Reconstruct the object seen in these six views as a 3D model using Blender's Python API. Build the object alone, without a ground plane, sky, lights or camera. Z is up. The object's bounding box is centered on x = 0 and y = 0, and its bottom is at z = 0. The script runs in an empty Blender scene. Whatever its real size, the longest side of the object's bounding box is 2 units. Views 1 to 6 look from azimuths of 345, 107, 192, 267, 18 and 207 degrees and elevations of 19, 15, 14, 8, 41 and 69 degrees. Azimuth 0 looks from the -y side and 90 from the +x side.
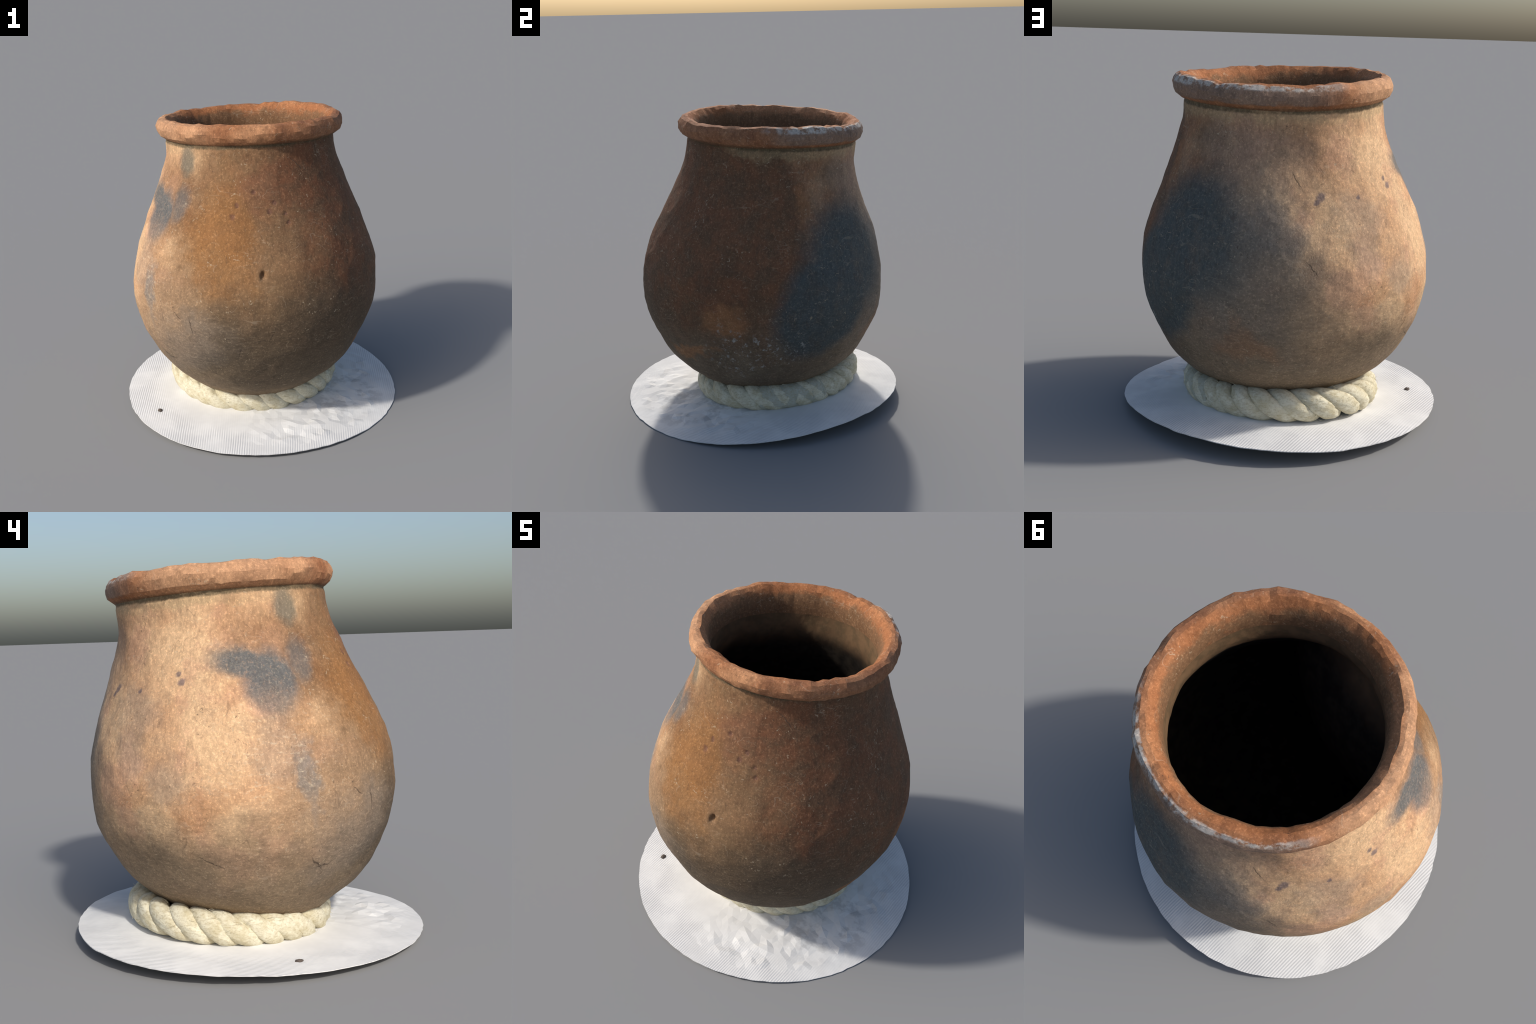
"""Round-bellied hand-made clay pot standing in a twisted rope ring on a round white cloth disc."""
import bpy, math, random
import numpy as np
from mathutils import Vector, noise
from mathutils.geometry import delaunay_2d_cdt

random.seed(7)
RNG = np.random.default_rng(7)
PI2 = 2 * math.pi


# ------------------------------------------------------------------ helpers
def spline(x, xk, yk):
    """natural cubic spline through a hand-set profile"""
    x, xk, yk = np.asarray(x, float), np.asarray(xk, float), np.asarray(yk, float)
    n, h = len(xk), np.diff(xk)
    A, b = np.zeros((n, n)), np.zeros(n)
    A[0, 0] = A[-1, -1] = 1
    for i in range(1, n - 1):
        A[i, i - 1], A[i, i], A[i, i + 1] = h[i - 1], 2 * (h[i - 1] + h[i]), h[i]
        b[i] = 6 * ((yk[i + 1] - yk[i]) / h[i] - (yk[i] - yk[i - 1]) / h[i - 1])
    m = np.linalg.solve(A, b)
    i = np.clip(np.searchsorted(xk, x) - 1, 0, n - 2)
    a, c = (xk[i + 1] - x) / h[i], (x - xk[i]) / h[i]
    return a * yk[i] + c * yk[i + 1] + ((a ** 3 - a) * m[i] + (c ** 3 - c) * m[i + 1]) * h[i] ** 2 / 6


def smooth(e0, e1, x):
    t = np.clip((x - e0) / (e1 - e0), 0, 1)
    return t * t * (3 - 2 * t)


def fbm(p, scale, octaves=4, seed=0.0):
    return noise.fractal(Vector((p[0] * scale + seed, p[1] * scale - seed, p[2] * scale + 2 * seed)),
                         1.0, 2.0, octaves, noise_basis='PERLIN_ORIGINAL')


def new_object(name, mesh, parent=None, mat=None):
    ob = bpy.data.objects.new(name, mesh)
    bpy.context.scene.collection.objects.link(ob)
    if parent is not None:
        ob.parent = parent
    if mat is not None:
        mesh.materials.append(mat)
    return ob


def mesh_from(name, verts, faces, smooth_shading=True):
    me = bpy.data.meshes.new(name)
    me.from_pydata([tuple(v) for v in verts], [], faces)
    me.update()
    me.polygons.foreach_set('use_smooth', [smooth_shading] * len(me.polygons))
    return me


def empty(name, label, category, loc=(0, 0, 0)):
    ob = bpy.data.objects.new(name, None)
    bpy.context.scene.collection.objects.link(ob)
    ob.location = loc
    ob["label"], ob["category"] = label, category
    return ob


# ------------------------------------------------------------------ node helpers
class Nodes:
    def __init__(self, name):
        self.mat = bpy.data.materials.new(name)
        self.mat.use_nodes = True
        self.t = self.mat.node_tree
        self.t.nodes.clear()
        self.out = self.t.nodes.new('ShaderNodeOutputMaterial')
        self.bsdf = self.t.nodes.new('ShaderNodeBsdfPrincipled')
        self.t.links.new(self.bsdf.outputs[0], self.out.inputs[0])
        self.P = self.t.nodes.new('ShaderNodeTexCoord').outputs['Object']

    def put(self, socket, v):
        if isinstance(v, bpy.types.NodeSocket):
            self.t.links.new(v, socket)
        elif isinstance(v, (tuple, list)) and len(v) == 3 and socket.type == 'RGBA':
            socket.default_value = (*v, 1)
        else:
            socket.default_value = v

    def math(self, op, a, b=0.0, clamp=False):
        n = self.t.nodes.new('ShaderNodeMath')
        n.operation, n.use_clamp = op, clamp
        self.put(n.inputs[0], a)
        self.put(n.inputs[1], b)
        return n.outputs[0]

    def vmath(self, op, a, b=(0, 0, 0)):
        n = self.t.nodes.new('ShaderNodeVectorMath')
        n.operation = op
        self.put(n.inputs[0], a)
        if op == 'SCALE':
            self.put(n.inputs['Scale'], b)
        else:
            self.put(n.inputs[1], b)
        return n.outputs['Value'] if op in ('DOT_PRODUCT', 'LENGTH', 'DISTANCE') else n.outputs['Vector']

    def noise(self, scale, detail=4, rough=0.55, vec=None, stretch=None, offset=None):
        v = vec or self.P
        if offset is not None:
            v = self.vmath('ADD', v, offset)
        if stretch is not None:
            v = self.vmath('MULTIPLY', v, stretch)
        n = self.t.nodes.new('ShaderNodeTexNoise')
        self.put(n.inputs['Vector'], v)
        n.inputs['Scale'].default_value = scale
        n.inputs['Detail'].default_value = detail
        n.inputs['Roughness'].default_value = rough
        return n.outputs[0]

    def noise_color(self, scale, detail=3):
        n = self.t.nodes.new('ShaderNodeTexNoise')
        self.put(n.inputs['Vector'], self.P)
        n.inputs['Scale'].default_value = scale
        n.inputs['Detail'].default_value = detail
        return n.outputs['Color']

    def voronoi(self, scale, vec=None):
        n = self.t.nodes.new('ShaderNodeTexVoronoi')
        self.put(n.inputs['Vector'], vec or self.P)
        n.inputs['Scale'].default_value = scale
        return n.outputs['Distance']

    def step(self, x, e0, e1, lo=0.0, hi=1.0):
        n = self.t.nodes.new('ShaderNodeMapRange')
        n.interpolation_type = 'SMOOTHSTEP'
        self.put(n.inputs['Value'], x)
        n.inputs['From Min'].default_value, n.inputs['From Max'].default_value = e0, e1
        n.inputs['To Min'].default_value, n.inputs['To Max'].default_value = lo, hi
        return n.outputs[0]

    def mix(self, fac, a, b, mode='MIX'):
        n = self.t.nodes.new('ShaderNodeMix')
        n.data_type, n.blend_type = 'RGBA', mode
        self.put(n.inputs[0], fac)
        self.put(n.inputs[6], a)
        self.put(n.inputs[7], b)
        return n.outputs[2]

    def xyz(self, v=None):
        n = self.t.nodes.new('ShaderNodeSeparateXYZ')
        self.put(n.inputs[0], v or self.P)
        return n.outputs

    def bump(self, height, strength, distance, normal=None):
        n = self.t.nodes.new('ShaderNodeBump')
        self.put(n.inputs['Height'], height)
        n.inputs['Strength'].default_value = strength
        n.inputs['Distance'].default_value = distance
        if normal is not None:
            self.put(n.inputs['Normal'], normal)
        return n.outputs[0]

    def blob(self, centre, width, height, vec, slant=0.0, soft=0.35, axis=(0.0, 0.05)):
        """soft-edged oval patch lying on the pot wall around `centre`; 1 inside, 0 outside"""
        n = Vector((centre[0] - axis[0], centre[1] - axis[1], 0)).normalized()
        t = Vector((-n.y, n.x, 0))
        a = t * math.cos(slant) + Vector((0, 0, 1)) * math.sin(slant)
        b = -t * math.sin(slant) + Vector((0, 0, 1)) * math.cos(slant)
        q = self.vmath('SUBTRACT', vec, tuple(centre))
        comb = self.t.nodes.new('ShaderNodeCombineXYZ')
        self.put(comb.inputs[0], self.vmath('DOT_PRODUCT', q, tuple(a / width)))
        self.put(comb.inputs[1], self.vmath('DOT_PRODUCT', q, tuple(b / height)))
        self.put(comb.inputs[2], self.vmath('DOT_PRODUCT', q, tuple(n / max(width, height, 0.3))))
        d = self.vmath('LENGTH', comb.outputs[0])
        return self.step(d, 1 + soft, 1 - soft, 0.0, 1.0)


# ------------------------------------------------------------------ pot shape
# profile of the belly: height -> radius, and the slightly leaning axis
BELLY_Z = [0.12, 0.22, 0.34, 0.48, 0.64, 0.80, 0.96, 1.12, 1.28, 1.44, 1.60, 1.72, 1.84]
BELLY_R = [0.388, 0.502, 0.634, 0.726, 0.798, 0.827, 0.820, 0.782, 0.722, 0.653, 0.591, 0.559, 0.556]
AXIS_Z = [0.12, 0.55, 1.00, 1.40, 1.84]
AXIS_X = [-0.003, -0.011, -0.005, 0.007, 0.012]
AXIS_Y = [0.000, 0.015, 0.020, 0.049, 0.108]
WALL = 0.067


def axis_at(z):
    return spline(z, AXIS_Z, AXIS_X), spline(z, AXIS_Z, AXIS_Y)


def oval(z, th):
    """the pot is not quite round"""
    t = (z - 0.95) / 0.85
    return (0.0013 + 0.001 * t) * np.cos(2 * th) + (0.0075 - 0.0025 * t) * np.sin(2 * th) + 0.0026 * t * np.cos(3 * th)


def lean_rim(th):
    """mouth plane dips towards +y"""
    return -0.006 * np.cos(th) - 0.032 * np.sin(th) + 0.003 * np.cos(2 * th) + 0.003 * np.sin(2 * th) + 0.003 * np.sin(3 * th) + 0.001 * np.exp(-(((th - 4.10 + math.pi) % PI2 - math.pi) / 0.55) ** 2) + 0.011 * np.exp(-(((th - 1.15 + math.pi) % PI2 - math.pi) / 0.75) ** 2)


# rolled rim section, from the crease under it, over the lip, into the throat: (radius, height)
RIM = [(0.560, 1.826), (0.580, 1.838), (0.600, 1.858), (0.612, 1.884), (0.614, 1.908), (0.608, 1.930),
       (0.594, 1.952), (0.573, 1.962), (0.549, 1.959), (0.527, 1.940), (0.510, 1.914), (0.498, 1.880),
       (0.493, 1.840), (0.495, 1.790)]
RIM_CENTRE = (0.016, 0.109)
# broad swellings and hollows left by the potter's hands: angle (deg), height, half-widths (deg, m), depth
SWELLS = [(-20, 0.45, 60, 0.16, -0.005), (168, 1.35, 26, 0.20, 0.016), (142, 1.55, 18, 0.14, 0.009), (-40, 0.52, 22, 0.14, -0.010),
          (50, 1.55, 36, 0.15, 0.010), (98, 1.74, 35, 0.12, 0.012), (58, 0.85, 28, 0.16, 0.010),
          (60, 0.42, 45, 0.15, 0.008), (60, 0.20, 60, 0.09, -0.010), (-85, 0.20, 60, 0.09, -0.018), (-95, 0.80, 28, 0.22, -0.009), (-130, 0.60, 25, 0.22, -0.005),
          (205, 1.05, 20, 0.15, -0.003)]
CHIPS = [(-130, 3.0, 0.013), (52, 2.5, 0.010), (68, 4.0, 0.008), (33, 2.2, 0.007), (95, 3.0, 0.009),
         (118, 2.5, 0.008), (178, 4.0, 0.006), (-60, 3.0, 0.005)]     # angle (deg), half-width (deg), depth
RESIDUE_N, RESIDUE_D = np.array([-0.627, -0.752, 0.203]), 0.637    # saddle of caked crust inside, one flank
RESIDUE_C, RESIDUE_U = np.array([-0.297, -0.285, 1.16]), np.array([0.768, -0.640, 0.0])
DENT = Vector((-0.157, -0.739, 1.132))
PITS = [(-0.247, -0.511, 1.52, .014), (-0.282, -0.53, 1.457, .016), (-0.059, -0.578, 1.477, .014),
        (-0.019, -0.554, 1.525, .014), (0.053, -0.614, 1.406, .012), (0.039, -0.587, 1.457, .010),
        (-0.137, -0.509, 1.592, .012)]
NT = 480


def pot_grid():
    th = np.linspace(0, PI2, NT, endpoint=False)
    rows = []
    # outer wall
    zs = np.concatenate([[0.135, 0.135, 0.135, 0.137, 0.142], np.linspace(0.155, 1.828, 190)])
    shrink = np.concatenate([[0.0, 0.35, 0.7, 0.9, 0.98], np.ones(190)])
    for z, s in zip(zs, shrink):
        r = float(spline(z, BELLY_Z, BELLY_R)) + oval(z, th)
        cx, cy = axis_at(z)
        up = smooth(1.45, 1.828, z)            # upper rows follow the dipping mouth
        rows.append(np.stack([cx + s * r * np.cos(th), cy + s * r * np.sin(th), z + up * lean_rim(th)], -1))
    n_body = len(rows)
    last = rows[-1]
    # rim
    rim_d = np.linspace(0, len(RIM) - 1, 40)
    rr = spline(rim_d, range(len(RIM)), [p[0] for p in RIM])
    rz = spline(rim_d, range(len(RIM)), [p[1] for p in RIM])
    for k, (r, z) in enumerate(zip(rr, rz)):
        w = smooth(0, 5, k)
        back = np.exp(-(((th - 1.95 + math.pi) % PI2 - math.pi) / 0.65) ** 2)      # +y side
        front = np.exp(-(((th + 1.57 + math.pi) % PI2 - math.pi) / 0.70) ** 2)     # -y side
        k_in = smooth(0.575, 0.530, r) if k > 15 else 0.0
        r_th = r - (1 - k_in) * (0.007 * back + 0.006 * front) - k_in * 0.010 * back
        r_th = r_th + (1 - k_in) * 0.004 * np.exp(-(((th - 0.75 + math.pi) % PI2 - math.pi) / 0.40) ** 2)
        x = RIM_CENTRE[0] + r_th * np.cos(th)
        y = RIM_CENTRE[1] + r_th * np.sin(th)
        p = np.stack([x, y, z + lean_rim(th)], -1)
        if k == 0:
            continue                             # first rim row is the body's last row
        rows.append(last * (1 - w) + p * w if k < 5 else p)
    n_rim = len(rows)
    # inner wall
    zi = np.concatenate([np.linspace(1.77, 0.26, 90)])
    t0 = rows[-1]
    for k, z in enumerate(zi):
        r = float(spline(z, BELLY_Z, BELLY_R)) - WALL + oval(z, th)
        cx, cy = axis_at(z)
        p = np.stack([cx + r * np.cos(th), cy + r * np.sin(th), z + smooth(1.3, 1.8, z) * lean_rim(th)], -1)
        w = smooth(0, 14, k + 1)
        q = t0.copy()
        q[:, 2] += z - 1.79
        rows.append(q * (1 - w) + p * w)
    end = rows[-1]
    c = end.mean(0)
    for s, dz in ((0.9, 0.012), (0.7, 0.025), (0.35, 0.032), (0.0, 0.034)):
        q = c + (end - c) * s
        q[:, 2] -= dz
        rows.append(q)
    return np.array(rows), n_body, n_rim


def relief(G, n_body, n_rim):
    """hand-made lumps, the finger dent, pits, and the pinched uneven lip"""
    out = G.copy()
    nr, nt, _ = G.shape
    th = np.linspace(0, PI2, nt, endpoint=False)
    cx, cy = 0.0, 0.05
    for i in range(nr):
        rimw = 0.0
        if i >= n_body - 1:
            rimw = float(smooth(n_body + 1, n_body + 10, i) * (1 - smooth(n_rim - 14, n_rim, i)))
        for j in range(nt):
            p = Vector(G[i, j])
            n = Vector((p.x - cx, p.y - cy, 0))
            if n.length > 1e-6:
                n.normalize()
            ang = math.degrees(math.atan2(p.y - cy, p.x - cx))
            swell = 0.0
            if i < n_body:
                for (a0, z0, wa, wz, h) in SWELLS:
                    e = (((ang - a0 + 180) % 360 - 180) / wa) ** 2 + ((p.z - z0) / wz) ** 2
                    if e < 9:
                        swell += h * math.exp(-e)
            if i < n_body and i > 8:            # shallow scraped hollows with soft ridges between them
                f1 = noise.voronoi(Vector((p.x * 5.5 + 0.4 * fbm(p, 4, 2), p.y * 5.5, p.z * 5.0)))[0][0]
                swell += 0.011 * (f1 * f1 - 0.17)
            d = swell + 0.005 * fbm(p, 2.6, 3) + 0.0030 * fbm(p, 10, 3, 5.0) + 0.0006 * fbm(p, 45, 2, 1.0)
            if i < 6:
                d *= i / 6
            if i < n_body:
                d -= 0.006 * math.exp(-((i - (n_body - 2)) / 1.3) ** 2)
                q = p - DENT
                if q.length < 0.09:
                    t = q.x * -n.y + q.y * n.x
                    d -= 0.030 * math.exp(-((t / 0.014) ** 2 + (q.z / 0.021) ** 2) ** 1.5)
                    d += 0.006 * math.exp(-(((t + 0.026) / 0.018) ** 2 + (q.z / 0.03) ** 2))
                for (x, y, z, s) in PITS:
                    if abs(p.z - z) < 0.05 and abs(p.x - x) < 0.06 and p.y < 0:
                        d -= 0.008 * math.exp(-((p.x - x) ** 2 + (p.z - z) ** 2) / (s * s))
            out[i, j] += np.array(n) * d
            if rimw > 0:
                a = th[j]
                q = (math.cos(a) * 0.6, math.sin(a) * 0.6, i * 0.004)
                out[i, j, 2] += rimw * (0.011 * fbm(q, 4, 3, 3.0) + 0.004 * fbm(q, 16, 2, 9.0))
                out[i, j, :2] += np.array(n)[:2] * rimw * 0.010 * fbm(q, 5, 3, 12.0)
                top = float(smooth(1.90, 1.94, G[i, j, 2] - lean_rim(np.array([a]))[0]))
                for (a0, wa, h) in CHIPS:
                    e = abs((math.degrees(a) - a0 + 180) % 360 - 180) / wa
                    if e < 1:
                        out[i, j, 2] -= top * h * (1 - e)
            if i >= n_rim + 4:
                q = out[i, j] - RESIDUE_C
                u, w = float(RESIDUE_U @ q), float(q[2])
                over = float(RESIDUE_N @ out[i, j]) - RESIDUE_D + 0.205 - 0.45 * (u - 0.18) ** 2 - 1.15 * w * w
                if over > 0:
                    out[i, j] -= RESIDUE_N * over * min(1.0, (i - n_rim - 3) / 8)
    return out


def grid_mesh(G, r0, r1, step_t=1, cap=False):
    sub = G[r0:r1, ::step_t]
    nr, nt, _ = sub.shape
    faces = []
    for i in range(nr - 1):
        for j in range(nt):
            k = (j + 1) % nt
            faces.append((i * nt + j, i * nt + k, (i + 1) * nt + k, (i + 1) * nt + j))
    return sub.reshape(-1, 3), faces


def grid_normals(G):
    dt = np.roll(G, -1, 1) - np.roll(G, 1, 1)
    dr = np.gradient(G, axis=0)
    n = np.cross(dt, dr)
    l = np.linalg.norm(n, axis=-1, keepdims=True)
    return n / np.maximum(l, 1e-9)


# ------------------------------------------------------------------ clay material
def clay(name, part):
    m = Nodes(name)
    centred = lambda sc, det: m.vmath('SUBTRACT', m.noise_color(sc, det), (0.5, 0.5, 0.5))
    wob, mid, fine = centred(2.6, 4), centred(9, 4), centred(40, 4)
    V = m.vmath('ADD', m.P, m.vmath('SCALE', wob, 0.50))
    V = m.vmath('ADD', V, m.vmath('SCALE', mid, 0.20))
    V = m.vmath('ADD', V, m.vmath('SCALE', fine, 0.07))
    W = m.vmath('ADD', m.P, m.vmath('SCALE', mid, 0.13))
    W = m.vmath('ADD', W, m.vmath('SCALE', fine, 0.06))
    T = m.vmath('ADD', m.P, m.vmath('SCALE', fine, 0.02))
    cloud = m.noise(2.6, 6, 0.62)
    mott = m.noise(8.0, 6, 0.68, offset=(3, 1, 2))
    grain = m.noise(48, 7, 0.80, offset=(9, 4, 1))
    over = lambda base, mask, k, c: m.mix(m.math('MULTIPLY', mask, k), base, c)

    if part == 'rim':
        base = m.mix(m.step(cloud, 0.35, 0.65), (0.42, 0.21, 0.105), (0.30, 0.125, 0.055))
        base = m.mix(m.step(mott, 0.45, 0.70, 0, 0.7), base, (0.22, 0.09, 0.045))
        base = over(base, m.blob((-0.58, 0.10, 1.90), 0.42, 0.30, V, 0, 0.5), 0.55, (0.52, 0.31, 0.18))
        base = over(base, m.blob((0.62, -0.20, 1.90), 0.55, 0.30, V, 0, 0.5), 0.40, (0.17, 0.075, 0.045))
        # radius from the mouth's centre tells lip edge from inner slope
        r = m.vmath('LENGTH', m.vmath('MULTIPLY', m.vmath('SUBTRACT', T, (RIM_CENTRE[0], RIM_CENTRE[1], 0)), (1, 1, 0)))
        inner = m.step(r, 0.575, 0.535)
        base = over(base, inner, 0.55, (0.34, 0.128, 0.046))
        base = over(base, m.step(m.math('ADD', r, m.math('MULTIPLY', m.math('SUBTRACT', mott, 0.5), 0.06)), 0.522, 0.497), 0.8, (0.150, 0.090, 0.048))  # throat colour browned down to lead into the painted interior darkness
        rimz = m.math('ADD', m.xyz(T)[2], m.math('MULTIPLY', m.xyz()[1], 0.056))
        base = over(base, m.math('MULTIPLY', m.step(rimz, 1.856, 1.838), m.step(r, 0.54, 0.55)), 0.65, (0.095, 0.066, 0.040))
        outer = m.step(r, 0.585, 0.600)
        arc = m.blob((0.20, 0.70, 1.93), 0.55, 0.40, W, 0, 0.2)
        base = over(base, m.math('MULTIPLY', arc, outer), 0.68, (0.22, 0.175, 0.14))
        # chalky pale wear along the outer edge of the lip, on the +y side
        z = m.math('ADD', m.xyz(T)[2], m.math('MULTIPLY', m.xyz()[1], 0.05))
        edge = m.math('MULTIPLY', m.step(z, 1.927, 1.942), m.step(r, 0.576, 0.588))
        chunk = m.step(m.noise(15, 4, 0.65, offset=(1, 5, 2)), 0.40, 0.52)
        col = over(base, m.math('MULTIPLY', m.math('MULTIPLY', arc, edge), chunk), 0.75, (0.56, 0.53, 0.48))
    else:
        tan, warm = (0.63, 0.415, 0.240), (0.55, 0.320, 0.175)
        base = m.mix(m.step(cloud, 0.36, 0.66), tan, warm)
        base = over(base, m.step(mott, 0.48, 0.68), 0.22, (0.42, 0.275, 0.18))
        base = over(base, m.step(m.noise(3.4, 5, 0.6, offset=(6, 2, 9)), 0.50, 0.62), 0.45, (0.56, 0.310, 0.200))
        # ochre front; far flank and foot painted darker to carry the scan's baked shade
        base = over(base, m.blob((-0.12, -0.70, 1.20), 0.60, 1.05, V, 0, 0.38), 0.90, (0.185, 0.106, 0.050))
        base = over(base, m.blob((-0.33, -0.55, 1.36), 0.20, 0.36, V, 0, 0.55), 0.6, (0.27, 0.112, 0.028))
        base = over(base, m.blob((-0.05, -0.46, 1.66), 0.20, 0.12, V, 0, 0.5), 0.5, (0.22, 0.09, 0.05))
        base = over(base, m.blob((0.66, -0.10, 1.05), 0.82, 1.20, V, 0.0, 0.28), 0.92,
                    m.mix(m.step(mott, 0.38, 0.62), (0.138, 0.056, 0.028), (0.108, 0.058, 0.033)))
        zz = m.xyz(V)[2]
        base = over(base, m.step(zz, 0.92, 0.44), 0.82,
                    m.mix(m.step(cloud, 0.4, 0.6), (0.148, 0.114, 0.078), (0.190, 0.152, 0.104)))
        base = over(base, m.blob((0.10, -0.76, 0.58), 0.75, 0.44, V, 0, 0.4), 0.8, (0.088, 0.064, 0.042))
        base = over(base, m.blob((0.02, 0.82, 0.80), 0.42, 0.36, V, 0, 0.45), 0.65, (0.185, 0.145, 0.105))
        for c, w, h, k in (((-0.79, 0.27, 0.84), .17, .10, .40), ((-0.60, 0.59, 0.85), .16, .08, .35),
                           ((0.82, 0.0, 0.78), .15, .11, .55), ((0.66, -0.28, 0.50), .16, .06, .6),
                           ((0.065, 0.80, 0.58), .14, .09, .4), ((0.50, 0.52, 1.42), .07, .25, .4)):
            base = over(base, m.blob(c, w, h, V, 0, 0.5), k, (0.36, 0.165, 0.07))
        base = over(base, m.blob((-0.68, -0.44, 0.80), 0.34, 0.30, V, 0, 0.5), 0.6, (0.245, 0.165, 0.100))
        # mauve-grey smoke breath
        for c, w, h, k in (((-0.50, 0.58, 1.18), .11, .20, .36), ((-0.72, 0.40, 0.97), .13, .13, .36),
                           ((-0.10, 0.75, 1.22), .18, .18, .6), ((0.12, 0.68, 1.53), .28, .24, .38),
                           ((-0.76, -0.31, 0.97), .055, .17, .75), ((-0.80, -0.14, 1.12), .16, .18, .35),
                           ((-0.62, -0.52, 0.62), .3, .2, .4)):
            base = over(base, m.blob(c, w, h, V, 0, 0.55), k, (0.195, 0.175, 0.155))
        # big fire cloud with a slanting edge on the flank side, fading out on the other
        H = m.vmath('ADD', m.P, m.vmath('SCALE', mid, 0.07))
        H = m.vmath('ADD', H, m.vmath('SCALE', fine, 0.035))
        fade = m.blob((0.16, 0.80, 1.02), .42, .40, V, 0.1, 0.65)
        base = over(base, fade, 0.55, (0.125, 0.130, 0.120))
        big = m.math('MAXIMUM', m.blob((0.54, 0.60, 0.86), .40, .30, H, 0.85, 0.20),
                     m.blob((0.36, 0.70, 1.13), .31, .34, H, 0.1, 0.40))
        big = m.math('MULTIPLY', big, m.step(mott, 0.72, 0.45, 0.70, 1.0))
        base = over(base, big, 0.94, (0.072, 0.086, 0.087))
        # compact arched fire cloud, and the stain under the rim
        hook = m.math('MAXIMUM', m.blob((-0.665, -0.110, 1.39), .135, .165, H, 0, 0.32),
                      m.blob((-0.620, -0.010, 1.480), .185, .075, H, -0.18, 0.42))
        hook = m.math('MAXIMUM', hook, m.math('MULTIPLY', m.blob((-0.54, -0.25, 1.49), .07, .10, H, 0, 0.5), 0.7))
        hook = m.math('MULTIPLY', m.math('MULTIPLY', hook, m.step(grain, 0.70, 0.50, 0.60, 1.0)), m.step(m.xyz(W)[2], 1.22, 1.44, 0.62, 1.0))
        base = over(base, hook, 0.90, (0.092, 0.108, 0.115))
        base = over(base, m.blob((-0.48, -0.20, 1.76), .060, .095, H, 0, 0.45), 0.75, (0.14, 0.135, 0.105))
        # dark iron spots, pits
        for c, s in (((-0.310, 0.640, 1.372), .020), ((-0.290, 0.660, 1.345), .014), ((-0.60, 0.312, 1.406), .016),
                     ((-0.58, 0.323, 1.442), .011), ((-0.48, 0.515, 1.363), .010)):
            base = over(base, m.blob(c, s * 1.3, s, T, 0.6, 0.4), 0.75, (0.13, 0.10, 0.11))
        for (x, y, z, s) in PITS:
            base = over(base, m.blob((x, y, z), s, s, T, 0, 0.4), 0.6, (0.11, 0.05, 0.04))
        # lime splashes low on the far flank
        lime = m.math('MAXIMUM', m.blob((0.74, 0.22, 0.58), .34, .11, V, 0.1, 0.4),
                      m.blob((0.76, 0.02, 0.55), .12, .20, V, 0, 0.4))
        flecks = m.step(m.noise(30, 6, 0.75, offset=(7, 7, 7)), 0.55, 0.62)
        base = over(base, m.math('MULTIPLY', lime, flecks), 0.75, (0.40, 0.39, 0.36))
        # yellowish silt below the groove under the rim, dark olive line in it (heights follow the dipping mouth)
        zc = m.math('ADD', m.xyz(T)[2], m.math('MULTIPLY', m.xyz()[1], 0.056))
        zw = m.math('ADD', m.xyz(W)[2], m.math('MULTIPLY', m.xyz()[1], 0.056))
        silt = m.math('MULTIPLY', m.step(zw, 1.755, 1.80), m.step(m.xyz(V)[1], -0.15, 0.15))
        col = over(base, silt, 0.38, (0.38, 0.30, 0.17))
        col = over(col, m.math('MULTIPLY', m.step(zc, 1.812, 1.826), m.step(mott, 0.30, 0.50, 0.4, 1.0)), 0.8, (0.085, 0.068, 0.040))
        # hairline cracks
        for c, w, sl in (((-0.20, -0.76, 0.72), .055, 0.15), ((-0.13, -0.78, 0.745), .030, 1.0), ((-0.32, -0.72, 0.64), .050, 1.25),
                         ((-0.70, -0.30, 0.52), .060, -0.75), ((-0.68, -0.34, 0.50), .045, 0.2), ((-0.64, -0.50, 0.86), .035, -0.7),
                         ((-0.58, -0.58, 0.80), .050, -1.4), ((-0.74, 0.20, 0.55), .060, -0.4), ((-0.20, 0.70, 1.45), .05, -1.0),
                         ((-0.30, 0.76, 1.02), .05, -1.0), ((0.16, -0.44, 1.72), .06, -0.8), ((0.36, -0.62, 0.80), .06, 1.0)):
            crack = m.blob(c, w, 0.0032, m.vmath('ADD', T, m.vmath('SCALE', mid, 0.05)), sl, 0.45)
            col = over(col, crack, 0.7, (0.055, 0.038, 0.028))
    # grain: burnishing streaks, scratches, pale grog, dark pores
    streak = m.noise(60, 5, 0.75, stretch=(1, 1, 0.28))
    scratch = m.noise(30, 6, 0.78, stretch=(0.7, 0.7, 2.2), offset=(2, 2, 2))
    upper = m.step(m.xyz(V)[2], 0.7, 1.1)
    brush = m.math('ADD', m.math('MULTIPLY', streak, upper), m.math('MULTIPLY', scratch, m.math('SUBTRACT', 1.0, upper)))
    tone = m.math('ADD', m.step(brush, 0.33, 0.68, 0.86, 1.14), m.step(grain, 0.32, 0.68, -0.13, 0.13))
    tone = m.math('ADD', tone, m.step(mott, 0.35, 0.65, 0.05, -0.05))
    sc = m.t.nodes.new('ShaderNodeCombineXYZ')
    for k in range(3):
        m.put(sc.inputs[k], tone)
    col = m.mix(1.0, col, sc.outputs[0], 'MULTIPLY')
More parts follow.
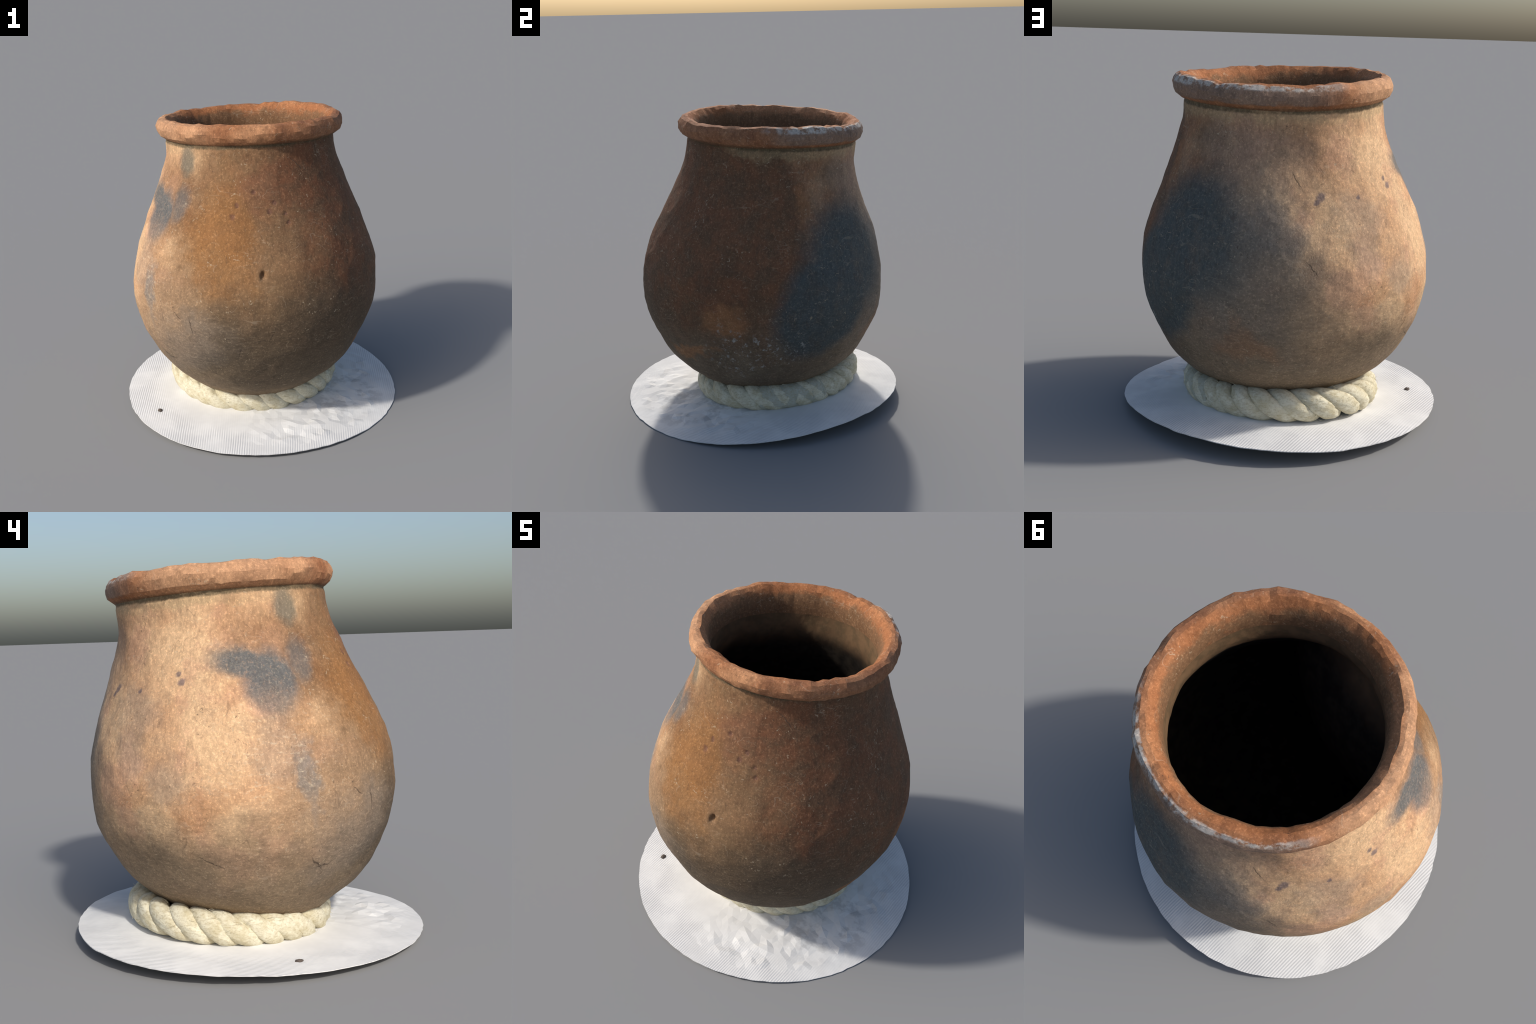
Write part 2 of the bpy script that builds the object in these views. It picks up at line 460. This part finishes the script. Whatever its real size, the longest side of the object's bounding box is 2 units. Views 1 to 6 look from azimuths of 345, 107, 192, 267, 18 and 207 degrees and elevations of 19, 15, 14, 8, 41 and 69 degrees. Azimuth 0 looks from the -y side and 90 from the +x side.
    if part == 'body':                            # pale scuffs
        scuff = m.math('MULTIPLY', m.blob((-0.80, -0.12, 1.05), .30, .26, V, 0, 0.5), m.step(scratch, 0.54, 0.66))
        col = over(col, scuff, 0.45, (0.62, 0.52, 0.38))
        scuff = m.math('MULTIPLY', m.step(m.noise(4, 4, 0.6, offset=(8, 1, 3)), 0.50, 0.64), m.step(scratch, 0.56, 0.68))
        col = over(col, scuff, 0.35, (0.46, 0.38, 0.27))
    grog = m.noise(85, 4, 0.75, offset=(11, 0, 4))
    col = m.mix(m.step(grog, 0.53, 0.64, 0, 0.62), col, m.mix(0.16, m.mix(1.0, col, (1.8, 1.75, 1.65), 'MULTIPLY'), (0.46, 0.36, 0.24)))
    # fine scratches: thin level lines of two stretched noises
    for off, st, c, k in (((3, 3, 8), (0.6, 0.6, 1.6), (0.50, 0.41, 0.30), 0.20), ((8, 2, 1), (1.5, 1.5, 0.5), (0.08, 0.05, 0.035), 0.30)):
        n = m.noise(9, 1, 0.5, stretch=st, offset=off)
        line = m.step(m.math('ABSOLUTE', m.math('SUBTRACT', n, 0.5)), 0.0085, 0.003)
        zone = m.step(m.noise(6, 3, 0.6, offset=(off[2], off[0], 5)), 0.50, 0.60)
        col = over(col, m.math('MULTIPLY', line, zone), k, c)
    speck = m.voronoi(30, W)
    speck_on = m.step(m.noise(7, 2, 0.5, offset=(2, 9, 5)), 0.48, 0.60)
    col = over(col, m.math('MULTIPLY', m.step(speck, 0.20, 0.10), speck_on), 0.55, (0.52, 0.42, 0.29))
    pore = m.voronoi(40, m.vmath('ADD', W, (4.3, 2.2, 1.7)))
    pore_on = m.step(m.noise(5, 2, 0.5, offset=(5, 3, 8)), 0.50, 0.60)
    col = over(col, m.math('MULTIPLY', m.step(pore, 0.18, 0.10), pore_on), 0.65, (0.06, 0.04, 0.03))
    m.put(m.bsdf.inputs['Base Color'], col)
    m.bsdf.inputs['Roughness'].default_value = 0.82
    m.bsdf.inputs['Specular IOR Level'].default_value = 0.22
    h = m.math('ADD', m.math('MULTIPLY', grain, 0.6), m.math('MULTIPLY', brush, 0.5))
    m.put(m.bsdf.inputs['Normal'], m.bump(h, 0.45, 0.011))
    return m.mat


def shade_painted_clay():
    m = Nodes('inner_clay_painted_shade')
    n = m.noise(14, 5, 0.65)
    col = m.mix(m.step(n, 0.35, 0.7), (0.012, 0.010, 0.009), (0.030, 0.024, 0.018))  # near-black: the unlit depth of the pot put into the base colour
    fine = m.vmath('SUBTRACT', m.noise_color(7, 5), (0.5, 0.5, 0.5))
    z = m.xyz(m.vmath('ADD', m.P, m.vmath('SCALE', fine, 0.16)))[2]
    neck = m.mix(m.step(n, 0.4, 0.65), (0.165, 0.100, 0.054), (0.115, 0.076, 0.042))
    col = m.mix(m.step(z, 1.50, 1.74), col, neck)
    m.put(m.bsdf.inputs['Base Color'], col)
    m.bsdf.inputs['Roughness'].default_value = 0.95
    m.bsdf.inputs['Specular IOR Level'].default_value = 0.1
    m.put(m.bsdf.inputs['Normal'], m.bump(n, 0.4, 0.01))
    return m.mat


def build_pot():
    pot = empty('clay_pot', 'round-bellied brown clay pot with rolled rim and dark fire clouds', 'clay pot')
    G, nb, nr = pot_grid()
    G = relief(G, nb, nr)
    N = grid_normals(G)
    body_m, rim_m, in_m = clay('fired_clay', 'body'), clay('rim_clay', 'rim'), shade_painted_clay()
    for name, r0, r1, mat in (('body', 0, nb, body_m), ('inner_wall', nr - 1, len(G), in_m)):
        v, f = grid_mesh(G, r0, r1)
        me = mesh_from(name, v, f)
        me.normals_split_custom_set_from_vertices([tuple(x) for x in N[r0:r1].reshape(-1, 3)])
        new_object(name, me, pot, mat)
    # the rim is chipped into small facets: jitter the inner rows of a coarser grid, keep its two borders
    rows = list(range(nb - 1, nr, 3))
    if rows[-1] != nr - 1:
        rows.append(nr - 1)
    R = G[rows].copy()
    keep = R.copy()
    step = 5
    for i in range(2, len(rows) - 2):
        R[i] += RNG.normal(0, 0.0020, R[i].shape)
    for j in range(R.shape[1]):                  # coarse columns inside, full columns on the borders
        if j % step:
            a, b, w = j - j % step, (j - j % step + step) % NT, (j % step) / step
            for i in range(2, len(rows) - 2):
                R[i, j] = R[i, a] * (1 - w) + R[i, b] * w
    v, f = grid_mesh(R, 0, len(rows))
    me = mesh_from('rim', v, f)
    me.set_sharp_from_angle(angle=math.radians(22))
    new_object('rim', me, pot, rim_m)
    return pot


# ------------------------------------------------------------------ disc
def edge_height(th):
    return (0.0475 - 0.012 * math.cos(th) + 0.0377 * math.sin(th) - 0.0087 * math.cos(2 * th) + 0.0114 * math.sin(2 * th)
            - 0.005 * math.cos(3 * th) + 0.0037 * math.sin(3 * th))


def edge_radius(th):
    return 0.946 - 0.0033 * math.cos(2 * th) + 0.0052 * math.cos(3 * th) - 0.0022 * math.sin(3 * th)


def disc_height(x, y):
    th, r = math.atan2(y + 0.007, x - 0.002), math.hypot(x - 0.002, y + 0.007)
    k = r / 0.942
    rise = 0.040 + 0.028 * (y * 0.97 + x * 0.35) / 0.6
    rise -= 0.010 * max(0.0, x) * y / 0.18
    return 0.0475 + (edge_height(th) - 0.0475) * k + rise * max(0, 1 - k * k)


def crumple(x, y):
    """how creased the cloth is: strong to the front and front right"""
    th, r = math.degrees(math.atan2(y, x)), math.hypot(x, y)
    a = abs((th + 45 + 180) % 360 - 180)
    front = 1 - min(1, max(0, (a - 40) / 45))
    return (0.12 + 0.88 * front) * (1 - min(1, max(0, (r - 0.80) / 0.10)) * 0.85)


def disc_material():
    m = Nodes('white_ribbed_cloth')
    d = math.radians(73)                          # ribs run along this direction
    wob = m.noise(4, 2, 0.5)
    across = m.vmath('DOT_PRODUCT', m.P, (-math.sin(d), math.cos(d), 0))
    s = m.math('ADD', across, m.math('MULTIPLY', wob, 0.012))
    rib = m.math('SINE', m.math('MULTIPLY', s, PI2 / 0.0150))
    r = m.vmath('LENGTH', m.vmath('MULTIPLY', m.P, (1, 1, 0)))
    where = m.math('MULTIPLY', m.step(r, 0.64, 0.82, 0.10, 1), m.step(m.noise(3.2, 3), 0.36, 0.54, 0.25, 1))
    where = m.math('MULTIPLY', where, m.step(m.vmath('DISTANCE', m.P, (0.42, -0.42, 0.05)), 0.30, 0.50, 0.15, 1))
    rib_m = m.math('MULTIPLY', m.math('ADD', m.math('MULTIPLY', rib, 0.5), 0.5), where)
    base = m.mix(m.step(m.noise(5, 4), 0.3, 0.7), (0.67, 0.665, 0.65), (0.76, 0.755, 0.735))
    painted_shadow_zone = m.step(m.vmath('DISTANCE', m.P, (0.42, -0.26, 0.06)), 0.52, 0.22)
    dirt = m.math('MULTIPLY', painted_shadow_zone, m.step(m.noise(8, 5, 0.65, offset=(4, 4, 4)), 0.47, 0.60))  # mask for grey shadow smudges tinted onto the cloth beside the rope
    base = m.mix(m.math('MULTIPLY', dirt, 0.45), base, (0.36, 0.35, 0.34))
    col = m.mix(m.math('MULTIPLY', rib_m, 0.40), base, (0.40, 0.42, 0.45))
    m.put(m.bsdf.inputs['Base Color'], col)
    m.bsdf.inputs['Roughness'].default_value = 0.9
    m.bsdf.inputs['Specular IOR Level'].default_value = 0.15
    m.put(m.bsdf.inputs['Normal'], m.bump(rib_m, 0.35, 0.004))
    return m.mat


def build_disc():
    pts, n_edge = [], 150
    for i in range(n_edge):
        a = PI2 * i / n_edge
        r = edge_radius(a) + RNG.normal(0, 0.0012)
        pts.append((0.000 + r * math.cos(a), 0.001 + r * math.sin(a)))
    grid = []
    tries = 0
    while len(pts) < 3200 and tries < 60000:      # blue-noise scatter of creases
        tries += 1
        r, a = 0.925 * math.sqrt(RNG.random()), PI2 * RNG.random()
        p = (r * math.cos(a), r * math.sin(a))
        need = 0.034 if crumple(*p) > 0.4 else 0.030
        if r < 0.35:
            need = 0.08
        ok = True
        for q in grid:
            if abs(q[0] - p[0]) < need and abs(q[1] - p[1]) < need and math.hypot(q[0] - p[0], q[1] - p[1]) < need:
                ok = False
                break
        if ok:
            grid.append(p)
            pts.append(p)
        if tries > 14000 and len(grid) > 2400:
            break
    res = delaunay_2d_cdt([Vector(p) for p in pts], [(i, (i + 1) % n_edge) for i in range(n_edge)], [], 1, 1e-5)
    v2, f2 = res[0], res[2]
    top = []
    for k, p in enumerate(v2):
        z = disc_height(p.x, p.y)
        if math.hypot(p.x, p.y) < 0.92:
            z += crumple(p.x, p.y) * (RNG.normal(0, 0.0026) + 0.010 * fbm((p.x, p.y, 0), 7, 2))
        else:
            z += 0.003 * fbm((p.x, p.y, 0), 9, 2)
        top.append((p.x, p.y, max(z, 0.0045)))
    n = len(top)
    verts = top + [(x, y, z - 0.0045) for x, y, z in top]
    faces = []
    from collections import Counter
    edges = Counter()
    for f in f2:
        f = list(f)
        a, b, c = (v2[i] for i in f[:3])
        if (b.x - a.x) * (c.y - a.y) - (b.y - a.y) * (c.x - a.x) < 0:
            f.reverse()
        faces.append(tuple(f))
        faces.append(tuple(i + n for i in reversed(f)))
        for i in range(len(f)):
            edges[(f[i], f[(i + 1) % len(f)])] += 1
    for (a, b) in list(edges):
        if (b, a) not in edges:
            faces.append((b, a, a + n, b + n))
    zmin = min(v[2] for v in verts)
    verts = [(x, y, z - zmin) for x, y, z in verts]
    me = mesh_from('cloth_disc', verts, faces)
    for poly in me.polygons:
        if crumple(poly.center.x, poly.center.y) > 0.45:
            poly.use_smooth = False
    me.set_sharp_from_angle(angle=math.radians(24))
    for poly in me.polygons:                      # creased part shows its little planes
        if crumple(poly.center.x, poly.center.y) > 0.45:
            poly.use_smooth = False
    disc = new_object('cloth_disc', me, None, disc_material())
    disc["label"], disc["category"] = 'thin round white ribbed cloth disc, creased in front', 'cloth mat'
    # one crumb of dirt lying on it
    m = Nodes('dark_dirt')
    m.put(m.bsdf.inputs['Base Color'], m.mix(m.noise(120, 3), (0.05, 0.04, 0.035), (0.14, 0.11, 0.09)))
    m.bsdf.inputs['Roughness'].default_value = 0.9
    c = Vector((-0.765, -0.195, 0))
    c.z = disc_height(c.x, c.y) + 0.003
    vv, ff, nu, nv = [], [], 14, 8
    for i in range(nv + 1):
        for j in range(nu):
            a, b = math.pi * i / nv, PI2 * j / nu
            q = Vector((math.sin(a) * math.cos(b), math.sin(a) * math.sin(b), math.cos(a)))
            k = 1 + 0.35 * fbm(q, 1.6, 2, 4.0)
            vv.append(c + Vector((q.x * 0.015 * k, q.y * 0.022 * k, q.z * 0.007 * k)))
    for i in range(nv):
        for j in range(nu):
            k = (j + 1) % nu
            ff.append((i * nu + j, i * nu + k, (i + 1) * nu + k, (i + 1) * nu + j))
    new_object('dirt_crumb', mesh_from('dirt_crumb', vv, ff), disc, m.mat)
    return disc


# ------------------------------------------------------------------ rope
ROPE_C, ROPE_R = (-0.022, 0.114), 0.484
STRANDS, TURNS = 3, 8.5
BIND = (math.radians(3), math.radians(52))


def rope_centre(th):
    r = ROPE_R + 0.016 * math.cos(2 * th - 5.6)
    z = 0.152 + 0.040 * math.sin(th) + 0.004 * math.cos(2 * th) - 0.006 * math.sin(2 * th)
    return Vector((ROPE_C[0] + r * math.cos(th), ROPE_C[1] + r * math.sin(th), z))


def rope_material(name, dark, pale):
    m = Nodes(name)
    n = m.noise(16, 5, 0.6)
    fib = m.noise(110, 5, 0.7, stretch=(0.5, 0.5, 1.0))
    col = m.mix(m.step(n, 0.35, 0.7), pale, dark)
    col = m.mix(m.step(fib, 0.45, 0.66, 0, 0.5), col, (0.38, 0.30, 0.17))
    m.put(m.bsdf.inputs['Base Color'], col)
    m.bsdf.inputs['Roughness'].default_value = 0.9
    m.bsdf.inputs['Specular IOR Level'].default_value = 0.15
    m.put(m.bsdf.inputs['Normal'], m.bump(fib, 0.6, 0.006))
    return m.mat


def sweep(centres, radius_fn, sides, closed=False):
    """tube along a list of points; radius_fn(i, angle) gives the section"""
    n = len(centres)
    verts, faces = [], []
    for i, c in enumerate(centres):
        a = centres[i - 1] if (closed or i) else centres[0]
        b = centres[(i + 1) % n] if (closed or i < n - 1) else centres[-1]
        t = (b - a).normalized()
        u = t.cross(Vector((0, 0, 1))).normalized()
        w = u.cross(t)
        for k in range(sides):
            g = PI2 * k / sides
            r = radius_fn(i, g)
            verts.append(c + (u * math.cos(g) + w * math.sin(g)) * r)
    for i in range(n if closed else n - 1):
        i2 = (i + 1) % n
        for k in range(sides):
            k2 = (k + 1) % sides
            faces.append((i * sides + k, i2 * sides + k, i2 * sides + k2, i * sides + k2))
    if not closed:
        faces.append(tuple(range(sides)))
        faces.append(tuple((n - 1) * sides + k for k in reversed(range(sides))))
    return verts, faces


def press(p):
    """the weight of the pot squares off the rope and flattens its strands"""
    th = math.atan2(p.y - ROPE_C[1], p.x - ROPE_C[0])
    c, rad = rope_centre(th), Vector((math.cos(th), math.sin(th), 0))
    a, b = (p - c).dot(rad), p.z - c.z
    n = (abs(a) ** 3 + abs(b) ** 3) ** (1 / 3)
    lim = 0.074
    if n > lim:
        k = (lim + (n - lim) * 0.55) / n
        a, b = a * k, b * k
    return c + rad * a * 1.06 + Vector((0, 0, b * 1.06))


def build_rope():
    ring = empty('rope_ring', 'thick cream twisted rope ring with bound ends', 'rope')
    mat = rope_material('sisal_rope', (0.56, 0.50, 0.34), (0.72, 0.68, 0.53))
    n = 620
    for s in range(STRANDS):
        pts = []
        for i in range(n):
            th = PI2 * i / n * 0.985 + BIND[0] + 0.45
            ph = PI2 * s / STRANDS - TURNS * th + 0.30 * math.sin(3 * th) + 0.22 * math.sin(7.3 * th + s) + 0.10 * math.sin(17 * th + 2.1 * s)
            rad = Vector((math.cos(th), math.sin(th), 0))
            pts.append(rope_centre(th) + (rad * math.cos(ph) + Vector((0, 0, 1)) * math.sin(ph)) * 0.043)

        def section(i, g, s=s):
            groove = 0.0011 * math.sin(11 * g + i * 0.10 + s) + 0.0008 * math.sin(17 * g - i * 0.05)
            q = (i * 0.02, s * 3.0 + math.cos(g), math.sin(g))
            return 0.0500 + groove + 0.004 * fbm(q, 1.3, 3, 6.0)
        v, f = sweep(pts, section, 40)
        v = [press(p) for p in v]
        new_object('strand', mesh_from('strand', v, f), ring, mat)
    # cloth wound round the join
    bmat = rope_material('binding_cloth', (0.44, 0.43, 0.33), (0.52, 0.51, 0.42))
    pts, m = [], 90
    for i in range(m):
        th = BIND[0] + (BIND[1] - BIND[0]) * i / (m - 1)
        pts.append(rope_centre(th))

    def wrap(i, g):
        t = i / (m - 1)
        step = (t * 5.3 + 0.12 * math.sin(g)) % 1.0
        end = min(1, min(t, 1 - t) / 0.05)
        flat = 0.004 * math.cos(4 * g)
        p = pts[i] + Vector((math.cos(g), math.sin(g), t)) * 0.1
        return 0.080 + 0.006 * end + 0.004 * (1 - step) - flat * 0.5 + 0.004 * fbm(p, 14, 2)
    v, f = sweep(pts, wrap, 40)
    me = mesh_from('binding', v, f)
    me.set_sharp_from_angle(angle=math.radians(30))
    new_object('binding', me, ring, bmat)
    # loose fibres
    vv, ff = [], []
    for _ in range(150):
        th = random.uniform(0, PI2)
        ph = random.choice((random.uniform(0.5, 1.6), random.uniform(-1.3, 0.6)))
        rad = Vector((math.cos(th), math.sin(th), 0))
        tan = Vector((-math.sin(th), math.cos(th), 0))
        out = rad * math.cos(ph) + Vector((0, 0, 1)) * math.sin(ph)
        p0 = rope_centre(th) + out * 0.086
        L = random.uniform(0.02, 0.06)
        bend = Vector((random.uniform(-1, 1), random.uniform(-1, 1), random.uniform(-0.6, 0.6)))
        along = tan * random.choice((-1, 1))
        pts = []
        for k in range(6):
            t = k / 5
            p = p0 + along * L * t + out * 0.014 * math.sin(t * 2.4) + bend * 0.012 * t * t
            p.z = max(p.z, disc_height(p.x, p.y) + 0.004)
            pts.append(p)
        v, f = sweep(pts, lambda i, g: 0.0011 * (1 - 0.12 * i), 5)
        ff += [tuple(q + len(vv) for q in face) for face in f]
        vv += v
    fib = new_object('loose_fibre', mesh_from('loose_fibre', vv, ff), ring, mat)
    fib["kind"] = "stuff"
    return ring


build_pot()
build_disc()
build_rope()
